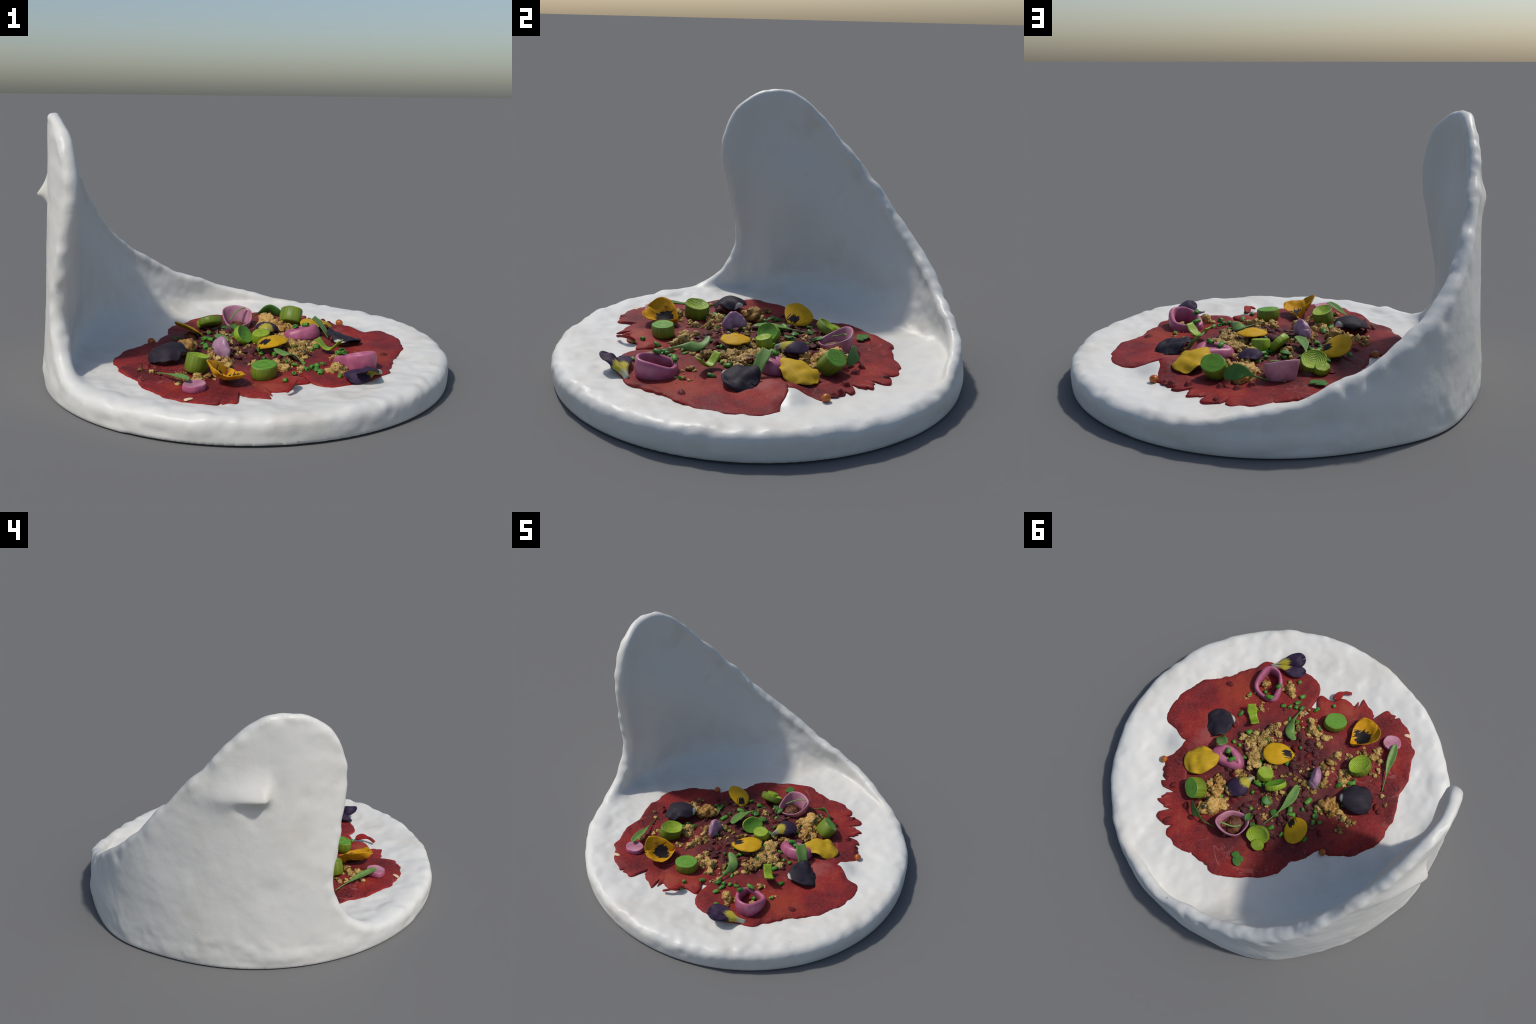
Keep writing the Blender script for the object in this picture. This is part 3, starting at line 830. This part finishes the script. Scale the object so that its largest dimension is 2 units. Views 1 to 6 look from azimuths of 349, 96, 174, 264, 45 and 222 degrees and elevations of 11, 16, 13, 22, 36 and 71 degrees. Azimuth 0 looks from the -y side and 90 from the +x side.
# --- leaves
leaf(food, "cress", [(-0.358, -0.604, 0.166), (-0.385, -0.545, 0.156), (-0.415, -0.470, 0.144), (-0.448, -0.405, 0.134), (-0.474, -0.352, 0.118)], 0.023, (0, 0, 1), cup=0.45)
leaf(food, "cress", [(-0.102, -0.036, 0.160), (-0.122, 0.030, 0.158), (-0.128, 0.100, 0.152), (-0.120, 0.180, 0.142), (-0.106, 0.264, 0.134)], 0.027, (0, 0, 1), cup=0.2)
leaf(food, "cress", [(0.094, -0.228, 0.168), (0.148, -0.246, 0.150), (0.184, -0.285, 0.148), (0.196, -0.345, 0.146), (0.202, -0.440, 0.122)], 0.030, (0.62, -0.40, 0.55), peak=0.45, cup=-0.2)
leaf(food, "cress_dark", [(0.285, 0.444, 0.150), (0.240, 0.470, 0.172), (0.200, 0.480, 0.178), (0.150, 0.482, 0.156), (0.086, 0.462, 0.128)], 0.036, (0.30, 0.80, 0.45), peak=0.35, cup=0.15)
leaf(food, "cress", [(0.075, 0.432, 0.206), (0.040, 0.420, 0.200), (0.000, 0.395, 0.176), (-0.022, 0.360, 0.160)], 0.005, (0, 0, 1), name="cress_stalk", stalk=0.8)
for a, b in (((-0.088, 0.512), (-0.128, 0.486)), ((-0.138, 0.520), (-0.150, 0.482)), ((-0.110, 0.520), (-0.168, 0.530))):
    petal(food, "cress_dark", (a[0], a[1], 0.122), (b[0], b[1], 0.124), (0, 0, 1), 0.020, arch=0.003, frill=0.003, name="herb_leaf", thick=0.004)
# curled strip of beef and scraps of fat on the torn edge
leaf(food, "beef_edge", [(0.106, -0.590, 0.122), (0.098, -0.630, 0.134), (0.080, -0.668, 0.132), (0.052, -0.692, 0.118)], 0.020, (-0.4, 0.2, 0.9), name="beef_shred", thick=0.012, cup=0.5, stalk=0.4)
place("fat_scrap", blob_mesh("fat_scrap", "fat", 5, 0.3, 0.5), food, -0.372, -0.712, float(floor_z(-0.372, -0.712)) + 0.010, 0.014, rz=0.5, stretch=(1.6, 0.8, 0.6), tilt=0)

# --- seeds and berries
seed_me = blob_mesh("mustard_seed", "bead", 21, 0.05, 0.95)
place("mustard_seed", seed_me, food, 0.593, 0.363, float(floor_z(0.593, 0.363)) + 0.015, 0.020)
place("mustard_seed", seed_me, food, -0.462, 0.158, float(floor_z(-0.462, 0.158)) + 0.015, 0.020)
BERRIES = [(0.641, -0.246, 1.1), (0.302, -0.357, 1.1), (0.120, 0.271, 1.0), (0.328, 0.619, 0.7), (0.166, 0.484, 0.9), (-0.517, -0.245, 1.2), (-0.542, -0.236, 1.0), (0.026, 0.211, 1.0), (0.115, 0.240, 1.0), (0.077, -0.010, 0.9),
           (-0.380, 0.089, 1.0), (-0.147, 0.302, 0.8), (-0.206, 0.338, 1.0), (0.436, -0.073, 1.0), (0.224, 0.152, 1.1), (0.510, 0.420, 0.8), (0.539, 0.386, 0.8), (0.268, 0.430, 1.0), (-0.017, -0.219, 1.1), (-0.058, -0.202, 0.9),
           (-0.009, -0.171, 0.9), (-0.039, -0.253, 0.9), (0.143, -0.197, 0.8), (0.067, -0.200, 1.0), (-0.500, -0.200, 1.1), (-0.470, -0.270, 0.9), (0.440, 0.440, 0.9), (0.300, 0.480, 0.9), (0.230, 0.510, 0.8), (0.100, 0.401, 0.9), (0.28, -0.35, 0.9), (0.06, 0.15, 1.0)]
def bump_mesh(seed):
    """a berry under a film of meat juice: a blunt cone with a spreading foot"""
    n, V, F = 20, [(0, 0, 1.0)], []
    prof = [(0.22, 0.985), (0.42, 0.93), (0.60, 0.82), (0.76, 0.64), (0.90, 0.42), (1.08, 0.22), (1.35, 0.04), (1.6, -0.12)]
    for f, z in prof:
        for k in range(n):
            a = 2 * math.pi * k / n
            w = 1 + 0.14 * math.sin(2 * a + seed) + 0.07 * math.sin(3 * a + 2 * seed)
            V.append((f * w * math.cos(a) + 0.18 * z * math.sin(seed * 2), f * w * math.sin(a), z * (1 + 0.05 * math.sin(a + seed))))
    for k in range(n):
        k2 = (k + 1) % n
        F.append((0, 1 + k, 1 + k2))
        for q in range(len(prof) - 1):
            F.append((1 + q * n + k, 1 + (q + 1) * n + k, 1 + (q + 1) * n + k2, 1 + q * n + k2))
    F.append(tuple(1 + (len(prof) - 1) * n + k for k in reversed(range(n))))
    return make_mesh("dark_berry", V, F, [MAT["caper"]])

berry_me = [bump_mesh(k + 1) for k in range(5)]
for k, (x, y, s) in enumerate(BERRIES):
    r = 0.021 * s
    place("dark_berry", berry_me[k % 5], food, x, y, meat_z(x, y) - 0.005, r, stretch=(1, random.uniform(0.8, 1.1), random.uniform(0.8, 1.25)), tilt=0.2)

# --- chives: small cut tubes; x, y, turn in degrees, raised on something or not
CHIVES = [(0.333, -0.537, 30), (0.257, -0.476, 40), (0.253, -0.428, 40), (0.240, -0.399, 40), (0.269, -0.379, 80), (0.302, -0.357, 10), (0.137, -0.471, 50), (0.076, -0.558, 120), (0.046, -0.392, 70), (0.339, -0.096, 20), (0.456, -0.150, 60), (0.363, 0.010, 10), (0.325, 0.003, 110),
          (0.160, 0.006, 90), (0.085, 0.106, -20), (0.053, 0.085, 40), (0.070, 0.164, 60), (0.113, 0.228, 30), (-0.204, -0.010, 20), (-0.146, 0.001, 60), (-0.212, 0.047, 90), (-0.162, 0.098, 80), (-0.187, 0.117, 10), (-0.274, 0.004, 40), (-0.335, 0.039, 30), (-0.306, 0.066, 60), (-0.150, 0.250, 20), (0.442, -0.350, 10), (0.501, -0.279, 80),
          (-0.315, -0.212, 40), (-0.317, -0.262, 10), (-0.319, -0.285, 20), (-0.134, -0.225, 70), (-0.017, 0.167, 60), (0.191, 0.310, 20), (0.108, -0.600, 80), (0.033, 0.079, 70), (0.211, -0.417, 50), (-0.270, -0.206, 40), (0.092, 0.071, 30), (0.13, -0.06, 10), (0.19, -0.02, 70), (0.09, -0.08, 50)]
RAISED = [(0.330, 0.088, 0.192, 130), (0.281, 0.108, 0.180, 60), (0.388, -0.410, 0.192, 80), (0.390, -0.330, 0.165, 20)]

def chive_mesh(seed, ln):
    n = 14
    V, F = [], []
    prof = [(0.45, -0.86), (0.45, -1.0), (0.85, -1.03), (1.0, -0.97), (1.04, 0.0), (1.0, 0.97), (0.85, 1.03), (0.45, 1.0), (0.45, 0.86)]
    for f, z in prof:
        for k in range(n):
            a = 2 * math.pi * k / n
            V.append((z * ln, f * math.cos(a) * (1 + 0.15 * math.sin(seed + z)), f * math.sin(a) * 0.9))
    for q in range(len(prof) - 1):
        for k in range(n):
            k2 = (k + 1) % n
            F.append((q * n + k, q * n + k2, (q + 1) * n + k2, (q + 1) * n + k))
    F.append(tuple(range(n)))
    F.append(tuple((len(prof) - 1) * n + k for k in reversed(range(n))))
    return make_mesh("chive_piece", V, F, [MAT["chive"]])

chives = [chive_mesh(k, ln) for k, ln in enumerate((1.1, 1.5, 1.9, 0.9))]
for k, c in enumerate(CHIVES):
    s = random.uniform(0.0085, 0.0125)
    a = math.radians(c[2] + 45) + random.uniform(-0.4, 0.4)
    M = Matrix.Translation((c[0], c[1], meat_z(c[0], c[1]) + s * 0.9)) @ Matrix.Rotation(a, 4, "Z") @ Matrix.Rotation(random.uniform(-0.5, 0.5), 4, "Y") @ Matrix.Scale(s, 4)
    add("chive_piece", chives[k % 4], food, M)
for k, (x, y, z, a) in enumerate(RAISED):
    add("chive_piece", chives[k % 2 + 1], food, Matrix.Translation((x, y, z)) @ Matrix.Rotation(math.radians(a), 4, "Z") @ Matrix.Rotation(0.25, 4, "Y") @ Matrix.Scale(0.011, 4))

# --- toasted crumbs: x, y, radius of each bigger lump
LUMPS = [(0.242, -0.205, 0.029), (0.340, -0.457, 0.032), (0.478, -0.390, 0.022), (0.499, -0.268, 0.012), (0.396, -0.257, 0.016), (0.190, -0.393, 0.014), (0.139, -0.302, 0.021), (0.112, -0.394, 0.022), (0.075, -0.362, 0.026), (0.045, -0.348, 0.022), (-0.013, -0.368, 0.022), (-0.015, -0.308, 0.016),
         (-0.144, -0.335, 0.021), (-0.144, -0.272, 0.022), (-0.129, -0.231, 0.015), (-0.301, -0.506, 0.021), (-0.299, -0.463, 0.022), (-0.350, -0.477, 0.015), (-0.267, -0.238, 0.024), (-0.268, -0.288, 0.027), (-0.380, -0.080, 0.022), (-0.420, -0.070, 0.019), (-0.454, -0.080, 0.015), (-0.443, -0.007, 0.015),
         (-0.071, -0.119, 0.012), (-0.114, -0.071, 0.017), (-0.187, -0.068, 0.014), (-0.194, -0.155, 0.019), (-0.171, -0.210, 0.017), (-0.148, -0.073, 0.012), (-0.023, 0.154, 0.010), (-0.046, 0.173, 0.010), (-0.077, 0.254, 0.012), (-0.082, 0.231, 0.014), (0.020, 0.380, 0.024), (-0.544, -0.296, 0.010),
         (-0.377, -0.430, 0.012), (-0.360, -0.383, 0.012), (0.154, -0.266, 0.014), (0.217, 0.132, 0.019), (0.185, 0.129, 0.017), (0.131, 0.099, 0.014), (-0.480, -0.093, 0.012), (-0.028, 0.070, 0.016), (-0.053, 0.047, 0.016), (-0.004, -0.035, 0.009), (-0.021, 0.116, 0.007), (-0.248, -0.450, 0.017), (-0.207, -0.379, 0.014), (0.200, -0.145, 0.014)]
NUTS = [(0.264, 0.247, 0.031), (0.224, 0.308, 0.034), (0.192, 0.390, 0.050), (0.151, 0.339, 0.031), (0.172, 0.240, 0.030), (-0.313, -0.071, 0.048), (0.285, 0.300, 0.022), (0.25, 0.355, 0.020)]
SHEET = [(0.285, -0.067), (0.278, -0.032), (0.215, -0.034), (0.229, -0.077), (0.243, -0.120), (0.285, -0.101), (0.239, -0.004), (0.195, 0.002), (0.190, -0.043), (0.325, -0.053), (0.255, -0.034), (0.238, -0.144), (0.253, -0.083), (0.188, 0.023), (0.249, -0.170), (0.302, -0.052), (0.16, -0.05), (0.10, -0.02), (0.20, -0.09), (0.17, 0.05)]
crumbs = [blob_mesh("crumb", "crumb", 50 + k, 0.55, 0.8, 3, 0.55) for k in range(10)]
nuts = [blob_mesh("nut_piece", "nut", 70 + k, 0.42, 0.9, 4, 0.35) for k in range(4)]
flecks = blob_mesh("black_fleck", "seaweed", 90, 0.45, 0.5, 2)
count = 0
for x, y, r in LUMPS:
    k = random.randrange(10)
    place("crumb", crumbs[k], food, x, y, meat_z(x, y) + r * 0.45, r * 0.9, stretch=(1, 0.85, 1.15))
    for q in range(3 if r > 0.013 else 1):
        a, d = random.uniform(0, 6.28), r * random.uniform(0.8, 1.7)
        xx, yy, rr = x + d * math.cos(a), y + d * math.sin(a), r * random.uniform(0.3, 0.6)
        place("crumb", crumbs[random.randrange(10)], food, xx, yy, meat_z(xx, yy) + rr * 0.4, rr)
for k, (x, y, r) in enumerate(NUTS):
    place("nut_piece", nuts[k % 4], food, x, y, meat_z(x, y) + r * 0.42, r * 0.95, stretch=(1, 0.9, 1.0))
    for q in range(3):
        a, d = random.uniform(0, 6.28), r * random.uniform(0.8, 1.2)
        xx, yy, rr = x + d * math.cos(a), y + d * math.sin(a), r * random.uniform(0.28, 0.5)
        place("nut_piece", nuts[random.randrange(4)], food, xx, yy, meat_z(xx, yy) + rr * 0.5, rr)
    if k in (2, 5):
        for q in range(4):
            a = random.uniform(0, 6.28)
            xx, yy = x + r * 0.75 * math.cos(a), y + r * 0.75 * math.sin(a)
            place("black_fleck", flecks, food, xx, yy, meat_z(xx, yy) + r * random.uniform(0.5, 1.1), 0.011)
for x, y in SHEET:
    for q in range(3):
        xx, yy = x + random.uniform(-0.02, 0.02), y + random.uniform(-0.02, 0.02)
        r = random.uniform(0.010, 0.021)
        place("crumb", crumbs[random.randrange(10)], food, xx, yy, meat_z(xx, yy) + r * 0.55 + 0.004, r, stretch=(1.1, 0.9, 1.0))
    if random.random() < 0.75:
        xx, yy = x + random.uniform(-0.02, 0.02), y + random.uniform(-0.02, 0.02)
        place("black_fleck", flecks, food, xx, yy, meat_z(xx, yy) + 0.016, random.uniform(0.007, 0.012))

# dark stained scraps and extra crumbs tangled through the middle
scraps = [blob_mesh("stained_scrap", "scrap", 130 + k, 0.55, 0.45, 3, 0.3) for k in range(4)]
for q in range(46):
    a, d = random.uniform(0, 6.28), 0.36 * math.sqrt(random.uniform(0.01, 1))
    x, y = 0.02 + d * math.cos(a), 0.03 + d * 0.9 * math.sin(a)
    r = random.uniform(0.012, 0.028)
    place("stained_scrap", scraps[q % 4], food, x, y, meat_z(x, y) + r * 0.15, r, stretch=(1.2, 0.9, 1))
for q in range(70):
    cx, cy, cr = random.choice(LUMPS + NUTS)
    x, y = cx + random.gauss(0, 0.030), cy + random.gauss(0, 0.030)
    r = random.uniform(0.005, 0.011)
    place("crumb", crumbs[random.randrange(10)], food, x, y, meat_z(x, y) + r * 0.4, r)
for q in range(34):
    a, d = random.uniform(0, 6.28), 0.40 * math.sqrt(random.uniform(0.02, 1))
    x, y = 0.0 + d * math.cos(a), 0.0 + d * math.sin(a)
    s = random.uniform(0.007, 0.011)
    add("chive_piece", chives[random.randrange(4)], food, Matrix.Translation((x, y, meat_z(x, y) + s * 0.8)) @ Matrix.Rotation(random.uniform(0, 3.1), 4, "Z") @ Matrix.Rotation(random.uniform(-0.6, 0.6), 4, "Y") @ Matrix.Scale(s, 4))

# small torn dark leaves caught between the bigger pieces
for q in range(16):
    a, d = random.uniform(0, 6.28), 0.34 * math.sqrt(random.uniform(0.03, 1))
    x, y = 0.02 + d * math.cos(a), 0.05 + d * 0.9 * math.sin(a)
    b, ln = random.uniform(0, 6.28), random.uniform(0.035, 0.065)
    z = meat_z(x, y) + 0.008
    petal(food, "scrap" if q % 2 else "cress_dark", (x, y, z), (x + ln * math.cos(b), y + ln * math.sin(b), z + random.uniform(0.004, 0.022)), (0, 0, 1), ln * 0.4, arch=0.006, cup=random.uniform(-0.01, 0.01), frill=0.010, seed=20 + q, thick=0.005, name="torn_leaf")

# crumb dust: pieces too small to pick apart, joined
def dust(name, mat, centres, n, spread, lo, hi):
    base = [np.array([v.co[:] for v in m.vertices]) for m in crumbs[:3]]
    faces = [[tuple(p.vertices) for p in m.polygons] for m in crumbs[:3]]
    src = blob_mesh("tmp", mat, 99, 0.4, 0.8, 1)
    B = np.array([v.co[:] for v in src.vertices])
    Fb = [tuple(p.vertices) for p in src.polygons]
    V, F = [], []
    for q in range(n):
        cx, cy = centres[random.randrange(len(centres))][:2]
        x, y = cx + random.gauss(0, spread), cy + random.gauss(0, spread)
        s = random.uniform(lo, hi)
        a = random.uniform(0, 6.28)
        R = np.array([[math.cos(a), -math.sin(a), 0], [math.sin(a), math.cos(a), 0], [0, 0, 1]])
        P = (B * np.array([random.uniform(0.7, 1.3), random.uniform(0.7, 1.3), 1])) @ R.T * s + np.array([x, y, meat_z(x, y) + s * 0.4])
        o = len(V)
        V.extend(P.tolist())
        F.extend(tuple(i + o for i in f) for f in Fb)
    bpy.data.meshes.remove(src)
    o = add(name, make_mesh(name, V, F, [MAT[mat]]), food)
    o["kind"] = "stuff"

dust("crumb_dust", "crumb", LUMPS + NUTS + SHEET, 420, 0.030, 0.0025, 0.0065)
dust("crust_dust", "brown", [(0.0, 0.3), (0.05, 0.22), (0.1, 0.35), (0.0, -0.15), (-0.1, 0.0), (0.46, -0.28), (-0.43, -0.36)], 120, 0.05, 0.003, 0.008)

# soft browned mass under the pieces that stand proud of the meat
FILL = [(0.110, -0.100, 0.055, 0.9), (-0.262, 0.170, 0.050, 0.8), (0.420, 0.220, 0.062, 0.5), (-0.410, -0.190, 0.062, 0.7), (0.015, 0.375, 0.055, 0.7), (0.150, 0.190, 0.042, 0.6), (0.500, -0.010, 0.045, 0.4), (-0.292, -0.362, 0.045, 0.6)]
fill_me = [blob_mesh("browned_morsel", "caper" if k else "brown", 110 + k, 0.2, 1.0) for k in range(2)]
for k, (x, y, r, hgt) in enumerate(FILL):
    add("browned_morsel", fill_me[1 if k == 3 else 0], food, Matrix.Translation((x, y, meat_z(x, y))) @ Matrix.Rotation(k * 1.3, 4, "Z") @ Matrix.Diagonal((r, r * 0.85, r * hgt * 0.75, 1)))
